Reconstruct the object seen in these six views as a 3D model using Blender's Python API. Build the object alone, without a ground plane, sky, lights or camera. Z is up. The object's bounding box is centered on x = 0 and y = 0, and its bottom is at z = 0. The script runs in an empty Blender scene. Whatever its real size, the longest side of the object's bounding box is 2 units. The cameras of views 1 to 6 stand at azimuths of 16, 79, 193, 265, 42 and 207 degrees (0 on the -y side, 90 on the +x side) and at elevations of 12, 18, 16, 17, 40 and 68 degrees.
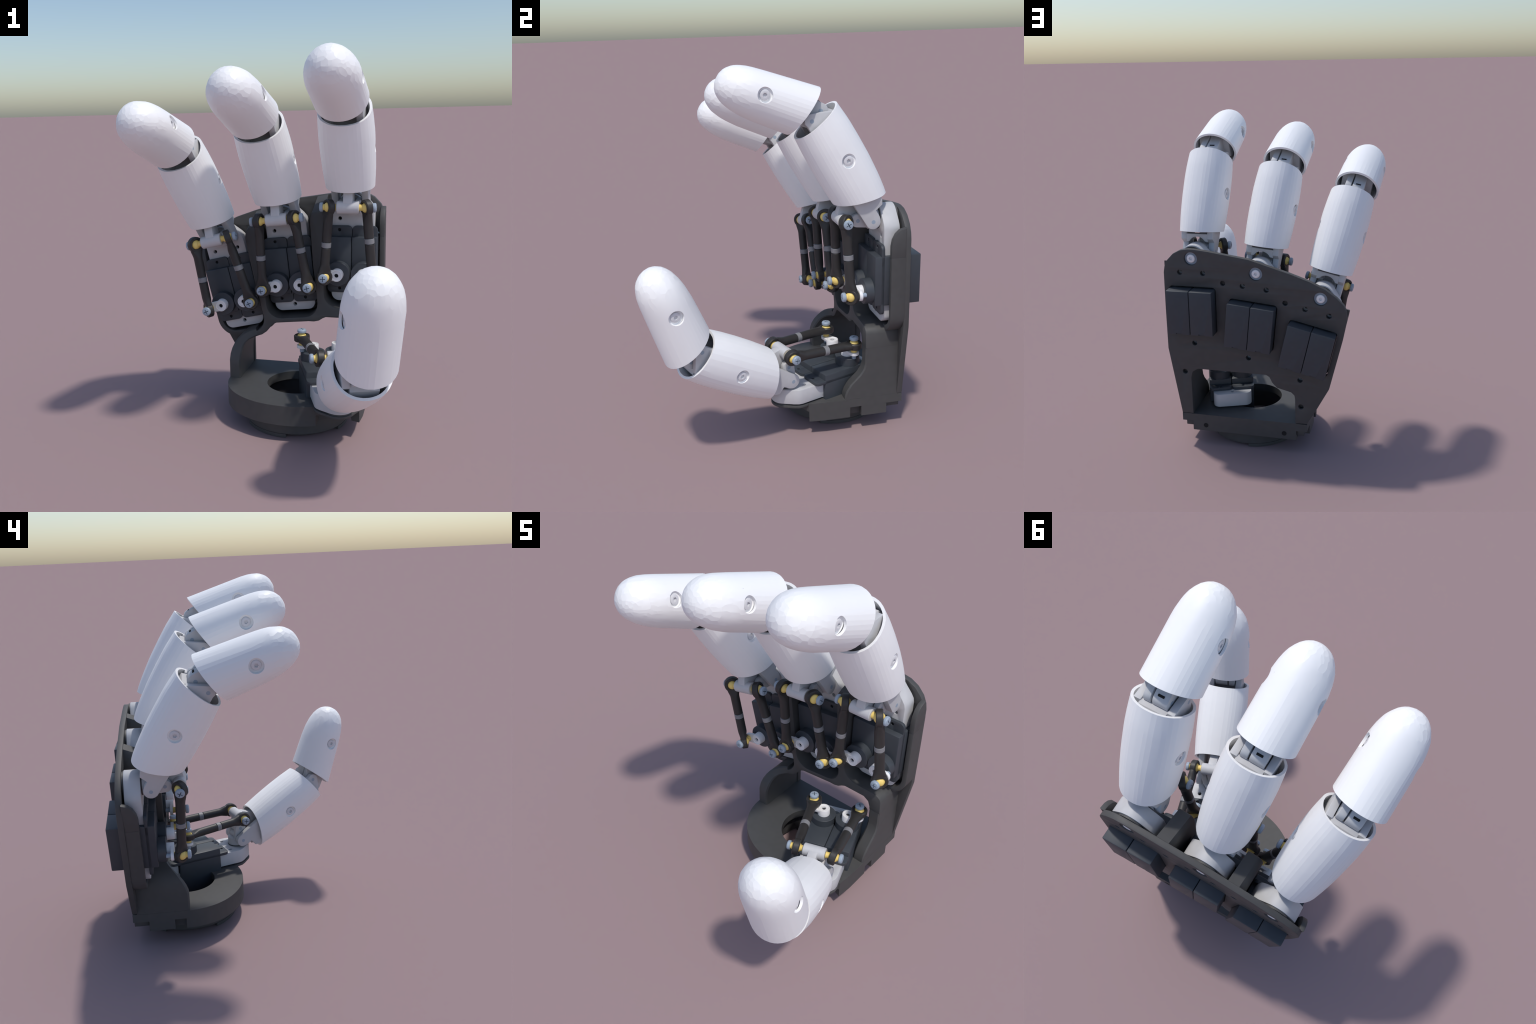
import bpy, bmesh, math, random
from mathutils import Vector, Matrix

random.seed(11)
COL = bpy.context.scene.collection
sin, cos, pi = math.sin, math.cos, math.pi

# ------------------------------------------------------------------ materials
def material(name, colour, rough=0.5, metal=0.0, grain=0.04, scale=40.0, bump=0.0, spec=0.5):
    m = bpy.data.materials.new(name)
    m.use_nodes = True
    nt = m.node_tree
    b = nt.nodes["Principled BSDF"]
    tc = nt.nodes.new("ShaderNodeTexCoord")
    no = nt.nodes.new("ShaderNodeTexNoise")
    no.inputs["Scale"].default_value = scale
    no.inputs["Detail"].default_value = 4.0
    nt.links.new(tc.outputs["Object"], no.inputs["Vector"])
    ra = nt.nodes.new("ShaderNodeValToRGB")
    lo = [max(0.0, c * (1 - grain)) for c in colour]
    hi = [min(1.0, c * (1 + grain)) for c in colour]
    ra.color_ramp.elements[0].position = 0.3
    ra.color_ramp.elements[1].position = 0.7
    ra.color_ramp.elements[0].color = (*lo, 1)
    ra.color_ramp.elements[1].color = (*hi, 1)
    nt.links.new(no.outputs["Fac"], ra.inputs["Fac"])
    nt.links.new(ra.outputs["Color"], b.inputs["Base Color"])
    b.inputs["Roughness"].default_value = rough
    b.inputs["Metallic"].default_value = metal
    b.inputs["Specular IOR Level"].default_value = spec
    if bump > 0:
        bp = nt.nodes.new("ShaderNodeBump")
        bp.inputs["Strength"].default_value = bump
        bp.inputs["Distance"].default_value = 0.002
        nt.links.new(no.outputs["Fac"], bp.inputs["Height"])
        nt.links.new(bp.outputs["Normal"], b.inputs["Normal"])
    return m

WHITE = material("white_shell_plastic", (0.975, 0.975, 0.975), 0.5, grain=0.004)
GREY = material("light_grey_plastic", (0.58, 0.58, 0.59), 0.55, grain=0.02)
HORN = material("white_horn_plastic", (0.90, 0.90, 0.91), 0.45, grain=0.01)
DARK = material("dark_grey_printed_plastic", (0.070, 0.0695, 0.069), 0.6, grain=0.05, scale=25)
SERVO = material("blue_black_servo_plastic", (0.049, 0.057, 0.068), 0.5, grain=0.04)
RUBBER = material("black_rod_plastic", (0.032, 0.030, 0.029), 0.5, grain=0.05)
COLLAR = material("grey_collar_metal", (0.24, 0.24, 0.25), 0.5, grain=0.03)
STEEL = material("blue_grey_steel", (0.34, 0.41, 0.49), 0.45, grain=0.03)
BRASS = material("yellow_brass", (0.93, 0.69, 0.20), 0.45, grain=0.03)
PALE = material("pale_screw_steel", (0.74, 0.74, 0.76), 0.4, grain=0.02)  # lightened to offset the shade in the screw recesses
HOLE = material("black_hole", (0.006, 0.006, 0.007), 0.8, grain=0.0)
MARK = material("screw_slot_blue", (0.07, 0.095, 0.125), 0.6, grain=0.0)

# ------------------------------------------------------------------ mesh kit
class Geo:
    """collects closed solids; every face carries a material slot"""
    def __init__(self):
        self.bm = bmesh.new()
        self.mats = []

    def slot(self, m):
        if m not in self.mats:
            self.mats.append(m)
        return self.mats.index(m)

    def add(self, verts, faces, mat, xf=None):
        s = self.slot(mat)
        vs = [self.bm.verts.new((xf @ Vector(v)) if xf else v) for v in verts]
        out = []
        for f in faces:
            try:
                g = self.bm.faces.new([vs[i] for i in f])
                g.material_index = s
                out.append(g)
            except ValueError:
                pass
        bmesh.ops.recalc_face_normals(self.bm, faces=out)
        return self

    def mesh(self, name, angle=35):
        me = bpy.data.meshes.new(name)
        self.bm.to_mesh(me)
        self.bm.free()
        for m in self.mats:
            me.materials.append(m)
        me.shade_smooth()
        me.set_sharp_from_angle(angle=math.radians(angle))
        return me


def slab(outline, holes, a0, a1, axis, bevel=0.0):
    """polygon with holes, pulled along an axis, edges chamfered"""
    cu = bpy.data.curves.new("tmp", "CURVE")
    cu.dimensions = "2D"
    cu.fill_mode = "BOTH"
    for ring in [outline] + list(holes):
        sp = cu.splines.new("POLY")
        sp.points.add(len(ring) - 1)
        for p, (u, v) in zip(sp.points, ring):
            p.co = (u, v, 0, 1)
        sp.use_cyclic_u = True
    cu.extrude = (a1 - a0) / 2 - bevel
    cu.bevel_depth = bevel
    cu.bevel_resolution = 1
    cu.offset = -bevel
    ob = bpy.data.objects.new("tmp", cu)
    COL.objects.link(ob)
    bpy.context.view_layer.update()
    me = bpy.data.meshes.new_from_object(ob.evaluated_get(bpy.context.evaluated_depsgraph_get()))
    bm = bmesh.new()
    bm.from_mesh(me)
    bmesh.ops.remove_doubles(bm, verts=bm.verts, dist=1e-5)
    mid = (a0 + a1) / 2
    vs = []
    for v in bm.verts:
        u, w, d = v.co
        d += mid
        vs.append({"x": (d, u, w), "y": (u, d, w), "z": (u, w, d)}[axis])
    bm.verts.index_update()
    fs = [[v.index for v in f.verts] for f in bm.faces]
    bm.free()
    bpy.data.objects.remove(ob)
    bpy.data.curves.remove(cu)
    bpy.data.meshes.remove(me)
    return vs, fs


def box(x0, x1, y0, y1, z0, z1, bevel=0.0, seg=2):
    bm = bmesh.new()
    bmesh.ops.create_cube(bm, size=1.0)
    for v in bm.verts:
        v.co = Vector(((x0 + x1) / 2 + v.co.x * (x1 - x0), (y0 + y1) / 2 + v.co.y * (y1 - y0), (z0 + z1) / 2 + v.co.z * (z1 - z0)))
    if bevel:
        bmesh.ops.bevel(bm, geom=bm.edges[:], offset=bevel, segments=seg, affect="EDGES", profile=0.5)
    bm.verts.index_update()
    r = [tuple(v.co) for v in bm.verts], [[v.index for v in f.verts] for f in bm.faces]
    bm.free()
    return r


def lathe(profile, origin, axis, n=32):
    """profile of (radius, height) turned round an axis through origin; closed by its end points"""
    ax = Vector(axis).normalized()
    a = ax.orthogonal().normalized()
    b = ax.cross(a)
    o = Vector(origin)
    vs, fs, rings = [], [], []
    for r, h in profile:
        if r < 1e-6:
            vs.append(tuple(o + ax * h))
            rings.append([len(vs) - 1] * n)
        else:
            base = len(vs)
            for i in range(n):
                t = 2 * pi * i / n
                vs.append(tuple(o + ax * h + (a * cos(t) + b * sin(t)) * r))
            rings.append(list(range(base, base + n)))
    m = len(rings)
    closed = rings[0][0] != rings[0][-1] and rings[-1][0] != rings[-1][-1]
    for k in range(m if closed else m - 1):
        r0, r1 = rings[k], rings[(k + 1) % m]
        for i in range(n):
            j = (i + 1) % n
            f = []
            for q in (r0[i], r0[j], r1[j], r1[i]):
                if q not in f:
                    f.append(q)
            if len(f) > 2:
                fs.append(f)
    return vs, fs


def cyl(r, h0, h1, origin, axis, n=32, bev=0.0):
    p = [(0, h0), (r - bev, h0), (r, h0 + bev), (r, h1 - bev), (r - bev, h1), (0, h1)] if bev else [(0, h0), (r, h0), (r, h1), (0, h1)]
    return lathe(p, origin, axis, n)


def loft(rings, caps=True):
    n = len(rings[0])
    vs = [tuple(p) for r in rings for p in r]
    fs = []
    for k in range(len(rings) - 1):
        for i in range(n):
            j = (i + 1) % n
            fs.append([k * n + i, k * n + j, (k + 1) * n + j, (k + 1) * n + i])
    if caps:
        fs += [list(range(n)), list(range((len(rings) - 1) * n, len(rings) * n))]
    return vs, fs


def arc(cx, cy, r, a0, a1, n=8):
    return [(cx + r * cos(math.radians(a0 + (a1 - a0) * i / n)), cy + r * sin(math.radians(a0 + (a1 - a0) * i / n))) for i in range(n + 1)]


def circle(cx, cy, r, n=20):
    return [(cx + r * cos(2 * pi * i / n), cy + r * sin(2 * pi * i / n)) for i in range(n)]


def rounded(pts, radii, n=5):
    """polygon with rounded corners"""
    out = []
    m = len(pts)
    if not hasattr(radii, "__len__"):
        radii = [radii] * m
    for i, (p, r) in enumerate(zip(pts, radii)):
        p = Vector(p)
        a = Vector(pts[i - 1]) - p
        b = Vector(pts[(i + 1) % m]) - p
        if r <= 0:
            out.append(tuple(p))
            continue
        half = a.angle(b) / 2
        t = min(r / math.tan(half), 0.49 * min(a.length, b.length))
        r = t * math.tan(half)
        a.normalize()
        b.normalize()
        c = p + (a + b).normalized() * (r / sin(half))
        v0, v1 = p + a * t - c, p + b * t - c
        a0 = math.atan2(v0.y, v0.x)
        d = (math.atan2(v1.y, v1.x) - a0 + pi) % (2 * pi) - pi
        out += [(c.x + r * cos(a0 + d * k / n), c.y + r * sin(a0 + d * k / n)) for k in range(n + 1)]
    return out


def hull2(circles, n=24):
    """convex outline round a few circles"""
    pts = sorted(set((round(x, 6), round(y, 6)) for c in circles for x, y in circle(*c, n)))
    def half(ps):
        h = []
        for p in ps:
            while len(h) > 1 and (h[-1][0] - h[-2][0]) * (p[1] - h[-2][1]) - (h[-1][1] - h[-2][1]) * (p[0] - h[-2][0]) <= 0:
                h.pop()
            h.append(p)
        return h
    lo, up = half(pts), half(pts[::-1])
    return lo[:-1] + up[:-1]


def interp(table, t):
    if t <= table[0][0]:
        return table[0][1]
    for (a, x), (b, y) in zip(table, table[1:]):
        if t <= b:
            return x + (y - x) * (t - a) / (b - a)
    return table[-1][1]


def bake(me, mods):
    """apply modifiers to a mesh and return the result"""
    ob = bpy.data.objects.new("tmp", me)
    COL.objects.link(ob)
    tools = []
    for kind, opts in mods:
        md = ob.modifiers.new(kind, kind)
        for k, v in opts.items():
            if k == "cutter":
                t = bpy.data.objects.new("cut", v)
                COL.objects.link(t)
                tools.append(t)
                md.object = t
            else:
                setattr(md, k, v)
    bpy.context.view_layer.update()
    res = bpy.data.meshes.new_from_object(ob.evaluated_get(bpy.context.evaluated_depsgraph_get()))
    bpy.data.objects.remove(ob)
    for t in tools:
        bpy.data.objects.remove(t)
    return res


def solid(verts, faces, mat, name="solid", angle=35):
    return Geo().add(verts, faces, mat).mesh(name, angle)


def merge(geo, me, mat):
    geo.add([tuple(v.co) for v in me.vertices], [list(p.vertices) for p in me.polygons], mat)


# ------------------------------------------------------------------ objects
def place(name, me, parent=None, xf=None):
    ob = bpy.data.objects.new(name, me)
    COL.objects.link(ob)
    if parent:
        ob.parent = parent
    if xf is not None:
        ob.matrix_basis = xf
    return ob


HAND = bpy.data.objects.new("robotic_hand", None)
COL.objects.link(HAND)
HAND["label"] = "four fingered robot hand with white shells and black palm"
HAND["category"] = "robot hand"

# module frames: x across, y towards the back of the hand, z along the finger
def frame_up(hx, hz, deg):
    a = math.radians(deg)
    c, s = cos(a), sin(a)
    return Matrix(((c, 0, -s, hx), (0, 1, 0, 0), (s, 0, c, hz), (0, 0, 0, 1)))

def frame_thumb(hx, hy, hz, deg):
    a = math.radians(deg)
    c, s = cos(a), sin(a)
    return Matrix(((-c, 0, s, hx), (-s, 0, -c, hy), (0, -1, 0, hz), (0, 0, 0, 1)))

MA = frame_up(0.3475, 0.822, 0.0)
MB = frame_up(-0.0010, 0.7512, 6.05)
MC = frame_up(-0.3295, 0.6316, 13.35)
MT = frame_thumb(0.2185, 0.3750, 0.8355, 20.2)

def w2(M, x, z):
    v = M @ Vector((x, 0, z))
    return (v.x, v.z)

# ------------------------------------------------------------------ palm frame
BACK, INNER, RIB, LIP = 0.665, 0.634, 0.451, 0.559
palm = Geo()
plate = [(0.450, 0.206), (0.519, 0.634), (0.520, 0.90), (0.5185, 1.116), (0.512, 1.152), (0.493, 1.192), (0.456, 1.231), (0.411, 1.255),
         (0.365, 1.263), (0.333, 1.263), (0.248, 1.254), (-0.002, 1.217), (-0.246, 1.143), (-0.359, 1.103), (-0.447, 1.062),
         (-0.511, 1.016), (-0.553, 0.972), (-0.568, 0.935), (-0.571, 0.885), (-0.545, 0.755), (-0.469, 0.448), (-0.394, 0.308), (-0.337, 0.209)]
window = [(0.379, 0.207), (0.380, 0.45), (0.369, 0.489), (0.337, 0.510), (-0.090, 0.509), (-0.111, 0.496), (-0.128, 0.461), (-0.157, 0.431),
          (-0.242, 0.409), (-0.262, 0.390), (-0.266, 0.365), (-0.266, 0.207)]
holes = []
for M in (MA, MB, MC):
    holes.append([w2(M, x, z) for x, z in rounded([(-0.145, -0.073), (0.143, -0.073), (0.143, 0.213), (-0.145, 0.213)], 0.02)])
    holes += [[w2(M, x, z) for x, z in circle(px, pz, 0.0155)] for px, pz in ((-0.071, 0.2985), (0.071, 0.2985), (0.0, -0.1425))]
    holes.append([w2(M, x, z) for x, z in circle(0, 0.3835, 0.0395, 28)])
holes += [circle(x, z, 0.0155) for x, z in ((0.157, 1.0666), (-0.213, 0.968), (0.418, 0.487), (-0.301, 0.320))]
# the plate is open at its foot: outline and window form one ring
ring = plate + window[::-1]
palm.add(*slab(ring, holes, INNER, BACK, "y", 0.003), DARK)
# frame band with ribs between the fingers
def pocket_left(M):
    return [w2(M, x, z) for x, z in [(-0.149, 0.10)] + arc(-0.068, -0.118, 0.081, 180, 270, 8)]
def pocket_right(M):
    return [w2(M, x, z) for x, z in arc(0.068, -0.118, 0.081, 270, 360, 8) + [(0.149, 0.10)]]
band = [(-0.262, 0.413), (-0.268, 0.428)]
band += pocket_right(MC) + [(-0.257, 1.034), (-0.252, 1.100), (-0.234, 1.140), (-0.176, 1.156)]
band += [w2(MB, -0.149, 0.34)] + pocket_left(MB) + pocket_right(MB) + [(0.120, 1.150), (0.122, 1.195), (0.133, 1.232), (0.196, 1.244)]
band += pocket_left(MA) + [(0.400, 0.621), (0.425, 0.614), (0.442, 0.600), (0.449, 0.580), (0.450, 0.500)]
band += [(0.380, 0.500), (0.380, 0.515), (0.368, 0.548), (0.338, 0.567), (0.212, 0.567), (0.190, 0.557), (0.168, 0.542), (0.140, 0.535), (0.110, 0.535)]
band += [(-0.080, 0.515), (-0.098, 0.507), (-0.116, 0.488), (-0.140, 0.459), (-0.169, 0.438), (-0.204, 0.426), (-0.235, 0.416)]
v, f = slab(band, [], RIB, INNER + 0.006, "y", 0.007)
# the rib tops slope down towards the front
vv = []
for x, y, z in v:
    crest = 1.235 if x > -0.05 else 1.145
    w = min(1.0, max(0.0, (z - crest + 0.17) / 0.17))
    vv.append((x, y, z - w * max(0.0, 0.54 - y) * 0.85))
palm.add(vv, f, DARK)
# the two legs: each station gives outer point, inner point and how far forward the leg reaches
def leg(stations):
    rings = []
    for (ox, oz), (ix, iz), fy in stations:
        b = 0.008
        o, i = Vector((ox, oz)), Vector((ix, iz))
        d = (i - o).normalized() * b
        rings.append([(o.x, INNER + 0.004, o.y), (o.x, fy + b, o.y), (o.x + d.x, fy, o.y + d.y), (i.x - d.x, fy, i.y - d.y), (i.x, fy + b, i.y), (i.x, INNER + 0.004, i.y)])
    palm.add(*loft(rings), DARK)
leg([((-0.3365, 0.2042), (-0.272, 0.2042), 0.340), ((-0.3365, 0.270), (-0.272, 0.270), 0.340), ((-0.3365, 0.310), (-0.2715, 0.305), 0.341), ((-0.334, 0.345), (-0.270, 0.335), 0.352),
     ((-0.327, 0.375), (-0.267, 0.362), 0.367), ((-0.316, 0.402), (-0.262, 0.385), 0.385), ((-0.302, 0.424), (-0.254, 0.400), 0.402), ((-0.284, 0.443), (-0.240, 0.412), 0.420),
     ((-0.262, 0.456), (-0.222, 0.419), 0.436), ((-0.237, 0.466), (-0.203, 0.4255), 0.447), ((-0.208, 0.474), (-0.184, 0.432), 0.4525)])
leg([((0.4495, 0.2042), (0.381, 0.2042), 0.336), ((0.4495, 0.225), (0.381, 0.225), 0.337), ((0.4495, 0.254), (0.381, 0.254), 0.347), ((0.4495, 0.290), (0.381, 0.290), 0.370),
     ((0.4495, 0.340), (0.381, 0.340), 0.420), ((0.4495, 0.375), (0.381, 0.375), 0.443), ((0.4495, 0.41), (0.381, 0.41), 0.4515), ((0.4495, 0.50), (0.381, 0.50), 0.4525),
     ((0.4485, 0.578), (0.381, 0.515), 0.4525)])
# outer walls of the two edge pockets
def edge_wall(M, side, dy):
    inner = [(side * x, z) for x, z in [(0.147, 0.20)] + arc(0.066, -0.120, 0.081, 0, -90, 8) + [(-0.02, -0.201)]]
    outer = [(side * x, z) for x, z in [(-0.02, -0.237)] + arc(0.058, -0.120, 0.117, -90, 0, 10) + [(0.175, 0.20)]]
    palm.add(*slab([w2(M, x, z) for x, z in inner + outer], [], LIP + dy, INNER + 0.006, "y", 0.006), DARK)
    prof = [(LIP + dy, 0.198), (LIP + dy, 0.262), (LIP + 0.006, 0.296), (LIP + 0.022, 0.328), (LIP + 0.045, 0.349), (INNER + 0.004, 0.358), (INNER + 0.004, 0.198)]
    a, b = sorted((side * 0.147, side * 0.175))
    palm.add(*slab(prof, [], a, b, "x", 0.004), DARK, M)
edge_wall(MA, 1, 0.0)
edge_wall(MC, -1, 0.0)
palm_frame = place("palm_frame", palm.mesh("palm_frame"), HAND)

# ------------------------------------------------------------------ wrist base
base = Geo()
BX, BY = 0.058, 0.352
def ell(a0, a1, n, rx=0.395, ry=0.342):
    return [(BX + rx * cos(math.radians(a0 + (a1 - a0) * i / n)), BY + ry * sin(math.radians(a0 + (a1 - a0) * i / n))) for i in range(n + 1)]
top = [(-0.337, 0.664)] + ell(180, 302, 28) + [(0.345, 0.075), (0.400, 0.110), (0.441, 0.134), (0.450, 0.220), (0.4505, 0.664)]
base.add(*slab(top, [circle(BX, BY, 0.167, 48)], 0.155, 0.204, "z", 0.0), DARK)
low = [(-0.272, 0.664), (-0.272, 0.575), (-0.337, 0.575), (-0.337, 0.430), (-0.300, 0.430), (-0.300, 0.365), (-0.337, 0.365)] + ell(184, 295, 26)
low += [(0.226, 0.120), (0.300, 0.155), (0.352, 0.200), (0.385, 0.215), (0.398, 0.150), (0.441, 0.134), (0.450, 0.220), (0.450, 0.365), (0.414, 0.365), (0.414, 0.430), (0.450, 0.430), (0.450, 0.575), (0.383, 0.575), (0.383, 0.664)]
base.add(*slab(low, [circle(BX, BY, 0.20, 48)], 0.095, 0.155, "z", 0.0), DARK)
# small inner steps at the back corners
for x0, x1 in ((-0.318, -0.2725), (0.3835, 0.430)):
    base.add(*box(x0, x1, 0.578, 0.655, 0.121, 0.1548, 0.004), DARK)
# tongue under the thumb mount
def arch(k=0.0):
    r = 0.073 + k
    return [(-0.119 - k, 0.20), (-0.119 - k, 0.338), (-0.114 - k, 0.360), (-0.098 - k, 0.383)] + [(x, z) for x, z in arc(0, 0.382, r, 140, 40, 12)] + [(0.098 + k, 0.383), (0.114 + k, 0.360), (0.119 + k, 0.338), (0.119 + k, 0.20)]
def thumb_xy(x, z):
    p = MT @ Vector((x, 0, z))
    return (p.x, p.y)
base.add(*slab([thumb_xy(x, z) for x, z in arch(0.001)], [], 0.190, 0.2036, "z", 0.002), DARK)
wrist_base = place("wrist_base", base.mesh("wrist_base"), HAND)
foot = Geo()
foot.add(*lathe([(0.205, 0.019), (0.284, 0.019), (0.287, 0.022), (0.287, 0.0949), (0.205, 0.0949)], (BX, BY, 0), (0, 0, 1), 72), DARK)
for k in range(3):
    a = 2 + 120 * k
    n = 12
    sect = arc(BX, BY, 0.2865, a - 28, a + 28, n) + arc(BX, BY, 0.2055, a + 28, a - 28, n)
    foot.add(*slab(sect, [], 0.0, 0.0189, "z", 0.0), DARK)
place("wrist_coupling_ring", foot.mesh("wrist_coupling_ring"), wrist_base)
backwall = Geo()
for x in (0.3004, -0.1965):
    backwall.add(*cyl(0.015, 0.0, 0.002, (x, 0.6632, 0.1322), (0, 1, 0), 20), HOLE)
place("base_screw_hole", backwall.mesh("base_screw_hole"), wrist_base)

# ------------------------------------------------------------------ finger mount (identical in all four modules)
g = Geo()
g.add(*slab(arch(), [circle(-0.071, 0.2985, 0.0105), circle(0.071, 0.2985, 0.0105)], 0.537, 0.622, "y", 0.003), GREY)
tab = [(-0.119, -0.075), (0.119, -0.075)] + [(x, z) for x, z in arc(0.077, -0.134, 0.042, 0, -90, 8)] + [(x, z) for x, z in arc(-0.077, -0.134, 0.042, -90, -180, 8)]
g.add(*slab(tab, [circle(0, -0.141, 0.0105)], 0.537, 0.622, "y", 0.003), GREY)
g.add(*box(-0.119, 0.119, 0.60, 0.6215, -0.08, 0.21), GREY)
g.add(*box(-0.10, 0.10, 0.566, 0.606, 0.285, 0.312), HOLE)
g.add(*box(-0.03, 0.03, 0.566, 0.606, -0.155, -0.128), HOLE)
MOUNT = g.mesh("finger_mount")
g = Geo()
g.add(*lathe([(0.046, 0.6225), (0.066, 0.6225), (0.067, 0.626), (0.067, 0.6325), (0.046, 0.6325)], (0, 0, 0.382), (0, 1, 0), 40), DARK)
WASHER = g.mesh("spacer_washer")
g = Geo()
g.add(*cyl(0.0525, 0.6230, 0.6338, (0, 0, 0.382), (0, 1, 0), 36, 0.001), STEEL)
BEARING = g.mesh("pivot_bearing")
def star(r0, r1, n=6, rot=0):
    return [((r0 if i % 2 == 0 else r1) * cos(pi * i / n + rot), (r0 if i % 2 == 0 else r1) * sin(pi * i / n + rot)) for i in range(2 * n)]
def torx_screw(r, h, name, m):
    """domed head along +z, base at z=0, star socket cut into it"""
    v, f = lathe([(0, -0.01), (r, -0.01), (r, h * 0.45), (r * 0.93, h * 0.75), (r * 0.75, h * 0.95), (r * 0.5, h), (0, h)], (0, 0, 0), (0, 0, 1), 28)
    head = solid(v, f, m, name)
    cv, cf = slab([(x, y) for x, y in star(r * 0.46, r * 0.33)], [], h * 0.2, h + 0.01, "z")
    cut = solid(cv, cf, m)
    me = bake(head, [("BOOLEAN", {"operation": "DIFFERENCE", "solver": "EXACT", "cutter": cut})])
    me.name = name
    me.set_sharp_from_angle(angle=math.radians(35))
    return me
BACKSCREW = torx_screw(0.0255, 0.012, "torx_screw_back", HORN)
SHELLSCREW = torx_screw(0.0255, 0.010, "torx_screw_shell", PALE)
g = Geo()
g.add(*cyl(0.0385, 0.634, 0.650, (0, 0, 0.3835), (0, 1, 0), 32), STEEL)
BACKCUP = g.mesh("screw_washer")

# ------------------------------------------------------------------ servo
g = Geo()
W = 0.0695
body = solid(*box(-W, W, 0.484, 0.7335, -0.0675, 0.2025, 0.006), SERVO)
cuts = Geo()
cuts.add(*box(-0.018, 0.018, 0.724, 0.75, -0.08, -0.057), SERVO)
body = bake(body, [("BOOLEAN", {"operation": "DIFFERENCE", "solver": "EXACT", "cutter": cuts.mesh("c")})])
merge(g, body, SERVO)
ear = rounded([(-W, -0.1235), (W, -0.1235), (W, 0.2605), (-W, 0.2605)], 0.024, 6)
g.add(*slab(ear, [circle(0, 0.2375, 0.0085), circle(0, -0.099, 0.0085)], 0.5185, 0.5365, "y", 0.002), SERVO)
g.add(*cyl(0.0685, 0.438, 0.486, (0, 0, 0), (0, 1, 0), 48, 0.002), SERVO)
for z in (0.2375, -0.099):
    g.add(*cyl(0.0085, 0.528, 0.5345, (0, 0, z), (0, 1, 0), 16), HOLE)
SERVO_ME = g.mesh("servo_motor")
# horn: hub with a raised rim and an arm that points to +x
g = Geo()
g.add(*lathe([(0.0115, 0.400), (0.026, 0.400), (0.0275, 0.3965), (0.032, 0.3965), (0.0335, 0.399), (0.0345, 0.4375), (0.0115, 0.4375)], (0, 0, 0), (0, 1, 0), 36), HORN)
g.add(*cyl(0.0114, 0.410, 0.420, (0, 0, 0), (0, 1, 0), 20), HOLE)
arm = [(x, z) for x, z in arc(0, 0, 0.0325, 70, 290, 14)] + [(x, z) for x, z in arc(0.060, 0, 0.0285, -75, 75, 10)]
g.add(*slab(arm, [circle(0, 0, 0.030, 24)], 0.3985, 0.4155, "y", 0.002), HORN)
HORN_ME = g.mesh("servo_horn")

# ------------------------------------------------------------------ ball studs and their screws (axis +z, ball at origin)
g = Geo()
R = 0.0285
prof = [(0, -0.0405), (0.0175, -0.0405), (0.0165, -0.030)]
prof += [(R * cos(math.radians(a)), R * sin(math.radians(a))) for a in range(-54, 55, 9)]
prof += [(0.0165, 0.030), (0.0175, 0.0325), (0, 0.0325)]
g.add(*lathe(prof, (0, 0, 0), (0, 0, 1), 32), BRASS)
BALL = g.mesh("ball_stud", 40)
v, f = lathe([(0, 0.031), (0.0225, 0.031), (0.0248, 0.034), (0.0248, 0.044), (0.0215, 0.049), (0.012, 0.0515), (0, 0.052)], (0, 0, 0), (0, 0, 1), 30)
head = solid(v, f, STEEL)
a, b = 0.0145, 0.0024
plus = [(a, -b), (a, b), (b, b), (b, a), (-b, a), (-b, b), (-a, b), (-a, -b), (-b, -b), (-b, -a), (b, -a), (b, -b)]
head = bake(head, [("BOOLEAN", {"operation": "DIFFERENCE", "solver": "EXACT", "cutter": solid(*slab(plus, [], 0.0455, 0.07, "z"), STEEL)})])
g = Geo()
merge(g, head, STEEL)
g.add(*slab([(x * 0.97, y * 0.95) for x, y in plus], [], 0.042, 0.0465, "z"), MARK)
g.add(*cyl(0.0125, -0.083, -0.0404, (0, 0, 0), (0, 0, 1), 18, 0.002), STEEL)
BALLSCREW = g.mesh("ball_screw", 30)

# ------------------------------------------------------------------ finger
AP = math.radians(29.5)
UP, NP_, Q0 = Vector((-sin(AP), cos(AP))), Vector((cos(AP), sin(AP))), Vector((0.43, 0.50))
AD = math.radians(20.9)
UD, ND, P0 = Vector((-cos(AD), sin(AD))), Vector((sin(AD), cos(AD))), Vector((0.15, 0.945))
FX, FD = 0.002, -0.006

def prox(x, t, o):
    p = Q0 + UP * t + NP_ * o
    return (x + FX, p.x, p.y)

def dist(x, t, o):
    p = P0 + UD * t + ND * o
    return (x + FD, p.x, p.y)

SE = 2.12
def section(w, b, f, th, e=SE):
    c, s = cos(th), sin(th)
    k = 2.0 / e
    x = w * math.copysign(abs(c) ** k, c)
    d = b if s > 0 else f
    return x, d * math.copysign(abs(s) ** k, s)

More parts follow.
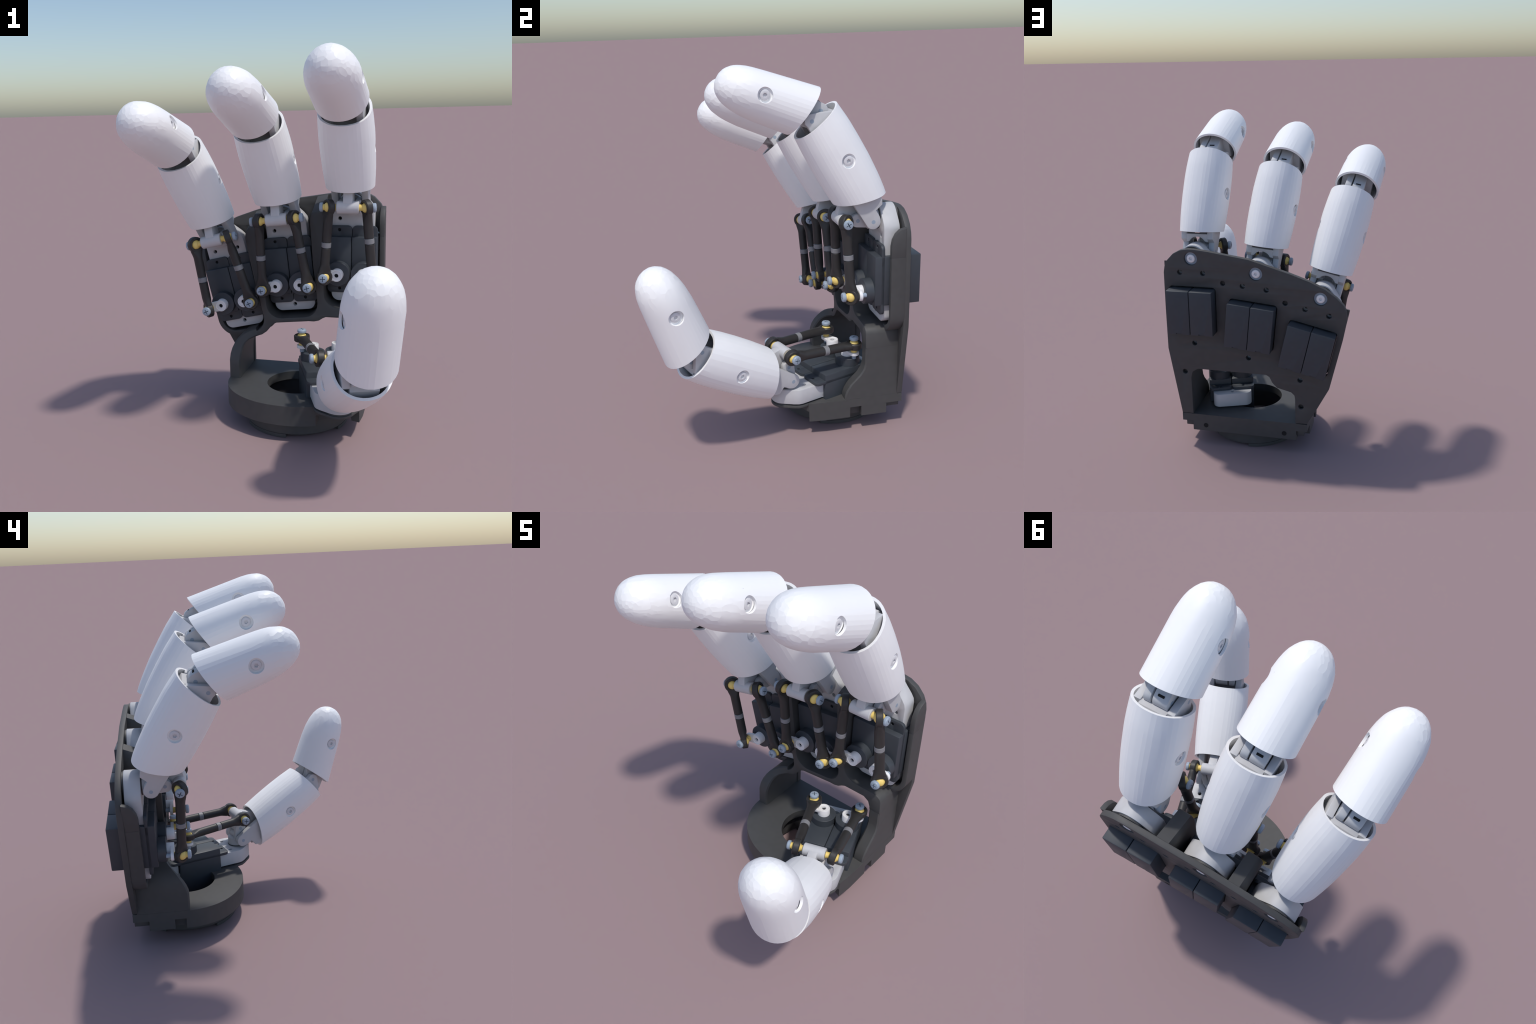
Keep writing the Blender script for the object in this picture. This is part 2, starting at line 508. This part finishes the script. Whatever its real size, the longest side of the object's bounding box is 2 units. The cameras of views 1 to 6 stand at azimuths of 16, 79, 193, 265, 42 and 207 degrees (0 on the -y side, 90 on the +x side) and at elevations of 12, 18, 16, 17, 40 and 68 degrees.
PW = [(-0.08, 0.126), (-0.02, 0.1295), (0.03, 0.134), (0.10, 0.139), (0.20, 0.1425), (0.32, 0.1435), (0.40, 0.140), (0.48, 0.134)]
PB = [(-0.08, 0.132), (-0.02, 0.142), (0.05, 0.149), (0.17, 0.1545), (0.28, 0.1535), (0.38, 0.150), (0.48, 0.139)]
PF = [(-0.05, 0.124), (0.03, 0.129), (0.15, 0.1345), (0.25, 0.1355), (0.35, 0.133), (0.44, 0.127)]
rng = random.Random(5)
NA = 46
angs = [2 * pi * (i + rng.uniform(-0.28, 0.28)) / NA for i in range(NA)]
rows = []
NS = 18
for k in range(NS + 1):
    row = []
    for th in angs:
        t = 0.2
        for _ in range(6):
            x, o = section(interp(PW, t), interp(PB, t), interp(PF, t), th)
            t0, t1 = -0.006 - 0.33 * o, 0.456 + 0.18 * o
            t = t0 + (t1 - t0) * k / NS
        row.append(prox(x, t, o))
    rows.append(row)
v, f = loft(rows, caps=False)
outer = solid(v, f, WHITE)
def through(y, z, r, fx):
    return solid(*cyl(r, -0.3, 0.3, (fx, y, z), (1, 0, 0), 40), WHITE)
PS, DS = (0.340, 0.7105), (-0.060, 1.0425)
prox_shell = bake(outer, [("SOLIDIFY", {"thickness": 0.0125, "offset": -1.0}), ("BOOLEAN", {"operation": "DIFFERENCE", "solver": "EXACT", "cutter": through(*PS, 0.0365, FX)})])
def cups(me, fx, y, z, x_out, x_in, r_out, r_in, name, angle):
    g = Geo()
    merge(g, me, WHITE)
    for s in (-1, 1):
        pr = [(0, x_in - 0.014), (r_out + 0.004, x_in - 0.014), (r_out + 0.004, x_out), (r_out, x_out), (r_out, x_in + 0.0008), (r_in, x_in), (0, x_in)]
        g.add(*lathe(pr, (fx, y, z), (s, 0, 0), 40), WHITE)
    return g.mesh(name, angle)
PROX_SHELL = cups(prox_shell, FX, *PS, 0.1278, 0.1265, 0.0366, 0.034, "proximal_shell", 7.5)

DW = [(-0.05, 0.137), (0.0, 0.136), (0.15, 0.1335), (0.28, 0.131), (0.33, 0.1235), (0.37, 0.112), (0.40, 0.0955), (0.42, 0.081), (0.437, 0.063), (0.449, 0.042), (0.455, 0.022), (0.458, 0.0)]
DB = [(-0.05, 0.138), (0.0, 0.1355), (0.16, 0.127), (0.30, 0.1195), (0.345, 0.114), (0.375, 0.106), (0.40, 0.0965), (0.42, 0.083), (0.437, 0.065), (0.449, 0.045), (0.455, 0.024), (0.458, 0.0)]
DF = [(0.0, 0.133), (0.06, 0.1315), (0.17, 0.128), (0.245, 0.123), (0.30, 0.1165), (0.345, 0.107), (0.39, 0.091), (0.42, 0.073), (0.438, 0.055), (0.449, 0.036), (0.455, 0.018), (0.458, 0.0)]
def dist_shell(seed):
    r = random.Random(seed)
    pts = []
    n = 44
    rim = []
    for i in range(n):
        th = 2 * pi * (i + r.uniform(-0.25, 0.25)) / n
        t = 0.0
        for _ in range(5):
            x, o = section(interp(DW, t), interp(DB, t), interp(DF, t), th, 2.02)
            t = 0.003 - 0.295 * o
        rim.append(dist(x, t, o))
    pts += rim
    for i in range(n):
        th = 2 * pi * (i + r.uniform(-0.25, 0.25)) / n
        t = 0.235 + r.uniform(-0.015, 0.015)
        x, o = section(interp(DW, t), interp(DB, t), interp(DF, t), th, 2.0)
        pts.append(dist(x * 1.004, t, o * 1.004))
    tips = 0
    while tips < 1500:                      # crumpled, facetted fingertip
        t = 0.25 + 0.208 * math.sqrt(r.random())
        t = 0.25 + 0.208 * (1 - (1 - r.random()) ** 1.7)
        th = r.uniform(0, 2 * pi)
        x, o = section(interp(DW, t), interp(DB, t), interp(DF, t), th, 2.0)
        p = dist(x, t, o)
        if all((p[0] - q[0]) ** 2 + (p[1] - q[1]) ** 2 + (p[2] - q[2]) ** 2 > 0.0118 ** 2 for q in pts):
            pts.append(p)
        tips += 1
    bm = bmesh.new()
    vs = [bm.verts.new(p) for p in pts]
    res = bmesh.ops.convex_hull(bm, input=vs, use_existing_faces=False)
    bmesh.ops.delete(bm, geom=[e for e in res["geom_interior"] if isinstance(e, bmesh.types.BMVert)], context="VERTS")
    rimset = {tuple(round(c, 5) for c in p) for p in rim}
    kill = [fc for fc in bm.faces if all(tuple(round(c, 5) for c in vx.co) in rimset for vx in fc.verts)]
    bmesh.ops.delete(bm, geom=kill, context="FACES_ONLY")
    bmesh.ops.recalc_face_normals(bm, faces=bm.faces)
    c = sum((vx.co for vx in bm.verts), Vector()) / len(bm.verts)
    f0 = max(bm.faces, key=lambda q: (q.calc_center_median() - c).length)
    if f0.normal.dot(f0.calc_center_median() - c) < 0:
        bmesh.ops.reverse_faces(bm, faces=bm.faces)
    me = bpy.data.meshes.new("hull")
    bm.to_mesh(me)
    bm.free()
    me.materials.append(WHITE)
    hollow = bake(me, [("SOLIDIFY", {"thickness": 0.0125, "offset": -1.0})])
    full = len(hollow.polygons)
    sh = bake(hollow, [("BOOLEAN", {"operation": "DIFFERENCE", "solver": "EXACT", "cutter": through(*DS, 0.0375, FD)})])
    if len(sh.polygons) < full * 0.7:      # a degenerate crumple pattern: take another one
        return dist_shell(seed + 17)
    return cups(sh, FD, *DS, 0.1148, 0.110, 0.0376, 0.035, "distal_shell", 6.0)
DIST_SHELLS = [dist_shell(s) for s in (3, 4, 5, 6)]

# inner bones in the side plane (y, z)
FORK, MID, SECOND, LINK, BAR = (0.485, 0.3815), (0.167, 0.9066), (0.223, 0.950), (0.415, 0.383), (0.339, 0.388)
def yz(t, o):
    p = Q0 + UP * t + NP_ * o
    return (p.x, p.y)
cheek = [(0.383, 0.470)] + [(0.454, 0.356)] + [(y, z) for y, z in arc(*FORK, 0.040, 225, 375, 8)] + [(0.519, 0.408), (0.500, 0.441), (0.533, 0.470), (0.530, 0.500)]
cheek += [yz(0.30, 0.080), (0.271, 0.951), (0.190, 0.9445)] + [(y, z) for y, z in arc(*MID, 0.036, 85, 205, 8)] + [(0.146, 0.880), yz(0.40, -0.060)]
g = Geo()
for s in (-1, 1):
    a, b = sorted((s * 0.063, s * 0.0985))
    g.add(*slab(cheek, [], a + FX, b + FX, "x", 0.005), GREY)
back = [yz(0.02, 0.045), yz(0.02, 0.105), yz(0.08, 0.118), yz(0.42, 0.118), yz(0.463, 0.098), yz(0.470, 0.065), yz(0.44, 0.045)]
g.add(*slab(back, [], -0.066 + FX, 0.066 + FX, "x", 0.004), GREY)
core = [yz(0.05, -0.058), yz(0.05, 0.06), yz(0.40, 0.06), yz(0.36, -0.02), yz(0.30, -0.058)]
g.add(*slab(core, [], -0.066 + FX, 0.066 + FX, "x", 0.004), GREY)
# arch between the two fork lugs
v, f = slab([(x, z) for x, z in [(-0.066, 0.500), (-0.066, 0.452)] + arc(0, 0.428, 0.055, 152, 28, 10) + [(0.066, 0.452), (0.066, 0.500)]], [], 0.498, 0.530, "y", 0.003)
g.add(v, f, GREY, Matrix.Translation((FX, 0, 0.0)))
BONE = g.mesh("finger_bone")
g = Geo()
for (y, z), x in ((FORK, 0.0988), (MID, 0.0988)):
    g.add(*cyl(0.0105, -x, x, (FX, y, z), (1, 0, 0), 20), STEEL)
for (y, z), x in ((LINK, 0.0588), (SECOND, 0.0588)):
    g.add(*cyl(0.0105, -x, x, (FX, y, z), (1, 0, 0), 20), STEEL)
PINS = g.mesh("hinge_pin")
# distal bone: knuckle in two halves, running up into the tip shell
def dyz(t, o):
    p = P0 + UD * t + ND * o
    return (p.x, p.y)
kn = hull2([(*MID, 0.038), (*SECOND, 0.038), (*dyz(0.14, 0.04), 0.045), (*dyz(0.14, -0.03), 0.045)])
g = Geo()
g.add(*slab(kn, [], -0.0575 + FX, 0.014 + FX, "x", 0.004), GREY)
g.add(*slab(kn, [], 0.022 + FX, 0.0575 + FX, "x", 0.004), GREY)
g.add(*slab(hull2([(*dyz(0.08, 0.03), 0.05), (*dyz(0.25, 0.02), 0.06), (*dyz(0.08, -0.03), 0.045)]), [], -0.095 + FX, 0.095 + FX, "x", 0.006), GREY)
g.add(*slab([dyz(-0.088, 0.050), dyz(-0.060, 0.074), dyz(-0.050, 0.066), dyz(-0.078, 0.042)], [], -0.034 + FX, -0.004 + FX, "x"), HOLE)
DBONE = g.mesh("distal_bone")
# gimbal: turret on the pivot axis with two ears
g = Geo()
g.add(*lathe([(0, 0.478), (0.050, 0.478), (0.060, 0.486), (0.0605, 0.531), (0, 0.531)], (0, 0, 0.382), (0, 1, 0), 40), GREY)
ear2 = hull2([(0.415, 0.384, 0.036), (0.480, 0.384, 0.042)])
for s in (-1, 1):
    a, b = sorted((s * 0.030, s * 0.0585))
    g.add(*slab(ear2, [], a + FX, b + FX, "x", 0.004), GREY)
g.add(*slab(hull2([(0.470, 0.378, 0.034), (0.485, 0.386, 0.036)]), [], -0.034 + FX, 0.034 + FX, "x", 0.0), GREY)
g.add(*lathe([(0.03, 0.5305), (0.0625, 0.5305), (0.0625, 0.5369), (0.03, 0.5369)], (0, 0, 0.382), (0, 1, 0), 36), DARK)
GIMBAL = g.mesh("gimbal_joint")
# crossbar with neck rising into the shell
g = Geo()
g.add(*cyl(0.034, -0.0595, 0.0595, (FX, *BAR), (1, 0, 0), 36, 0.004), GREY)
neck = [(0.312, 0.400), (0.330, 0.360), (0.350, 0.357), (0.430, 0.352), (0.444, 0.384), (0.425, 0.412), (0.418, 0.470), yz(0.10, -0.01), yz(0.12, -0.075), (0.332, 0.470), (0.318, 0.430)]
g.add(*slab(neck, [], -0.0245 + FX, 0.0245 + FX, "x", 0.004), GREY)
CROSSBAR = g.mesh("crossbar")

# ------------------------------------------------------------------ push rods
def rod(p0, n0, p1, n1, k):
    """p0 lower eye centre with axis n0, p1 upper eye centre with axis n1"""
    p0, p1, n0, n1 = map(Vector, (p0, p1, n0, n1))
    d = (p1 - p0)
    L = d.length
    d.normalize()
    g = Geo()
    mids = L * (0.54 if k % 2 else 0.47)
    for base_p, axis, dr, ln in ((p0, n0, d, mids - 0.0165), (p1, n1, -d, L - mids - 0.0165)):
        a = (axis - dr * axis.dot(dr)).normalized()
        w = dr.cross(a)
        g.add(*lathe([(0.0262, -0.013), (0.030, -0.0175), (0.040, -0.0175), (0.044, -0.013), (0.044, 0.013), (0.040, 0.0175), (0.030, 0.0175), (0.0262, 0.013)], base_p, a, 36), RUBBER)
        rings = []
        for s, wx, wt, e in ((0.024, 0.0345, 0.0170, 4.0), (0.037, 0.0340, 0.0180, 3.6), (0.053, 0.0300, 0.0215, 2.8), (0.068, 0.0265, 0.0248, 2.2), (0.080, 0.0255, 0.0255, 2.0), (ln - 0.001, 0.0255, 0.0255, 2.0), (ln, 0.0245, 0.0245, 2.0)):
            ring = []
            for i in range(28):
                x, y = section(wx, wt, wt, 2 * pi * i / 28 + 1e-4, e)
                ring.append(base_p + dr * s + w * x + a * y)
            rings.append(ring)
        g.add(*loft(rings), RUBBER)
    me = g.mesh("push_rod", 40)
    q = p0 + d * mids
    c = Geo()
    c.add(*cyl(0.0262, -0.0135, 0.0135, q, d, 6 if False else 20, 0.0012), COLLAR)
    c.add(*cyl(0.018, -0.022, 0.022, q, d, 16), STEEL)
    return me, c.mesh("rod_collar")

def align(origin, axis, spin=0.0):
    q = Vector((0, 0, 1)).rotation_difference(Vector(axis).normalized())
    return Matrix.Translation(Vector(origin)) @ q.to_matrix().to_4x4() @ Matrix.Rotation(spin, 4, "Z")

def yaw(deg):
    return (cos(math.radians(deg)), -sin(math.radians(deg)), 0)

# swing of the rod eyes about the rod, (lower, upper) for left and right rods of each module
SWING = {"A": ((60, -35), (45, -35)), "B": ((90, 14), (60, 28)), "C": ((140, 42), (90, -18)), "T": ((92, 8), (88, 6))}
modules = (("A", MA, "finger", 0), ("B", MB, "finger", 1), ("C", MC, "finger", 2), ("T", MT, "thumb", 3))
for key, M, name, k in modules:
    mount = place("finger_mount", MOUNT, HAND, M)
    place("spacer_washer", WASHER, mount)
    place("pivot_bearing", BEARING, mount)
    if key != "T":
        place("screw_washer", BACKCUP, mount)
        place("pivot_screw", BACKSCREW, mount, align((0, 0.650, 0.3835), (0, 1, 0), 0.3 * k))
    fin = place(name, BONE, HAND, M)
    place("proximal_shell", PROX_SHELL, fin)
    place("distal_shell", DIST_SHELLS[k], fin)
    place("distal_bone", DBONE, fin)
    place("hinge_pin", PINS, fin)
    place("gimbal_joint", GIMBAL, fin)
    place("crossbar", CROSSBAR, fin)
    for s in (-1, 1):
        place("shell_screw", SHELLSCREW, fin, align((FX + s * 0.1265, *PS), (s, 0, 0), 0.2 + k))
        place("shell_screw", SHELLSCREW, fin, align((FD + s * 0.110, *DS), (s, 0, 0), 0.5 + k))
    for s in (-1, 1):
        sv = place("servo_motor", SERVO_ME, HAND, M @ Matrix.Translation((s * 0.0705, 0, 0)))
        place("servo_horn", HORN_ME, sv, Matrix.Rotation(0 if s > 0 else pi, 4, "Y"))
        lo = Vector((s * 0.1308, 0.3578, 0.0))
        up = Vector((FX * 0 + s * 0.0998, BAR[0], BAR[1]))
        sw = SWING[key][0 if s < 0 else 1]
        me, cm = rod(lo, yaw(sw[0]), up, yaw(sw[1]), k * 2 + (s > 0))
        r = place("push_rod", me, HAND, M)
        place("rod_collar", cm, r)
        place("ball_stud", BALL, r, align(lo, (0, -1, 0)))
        place("ball_stud", BALL, r, align(up, (s, 0, 0)))
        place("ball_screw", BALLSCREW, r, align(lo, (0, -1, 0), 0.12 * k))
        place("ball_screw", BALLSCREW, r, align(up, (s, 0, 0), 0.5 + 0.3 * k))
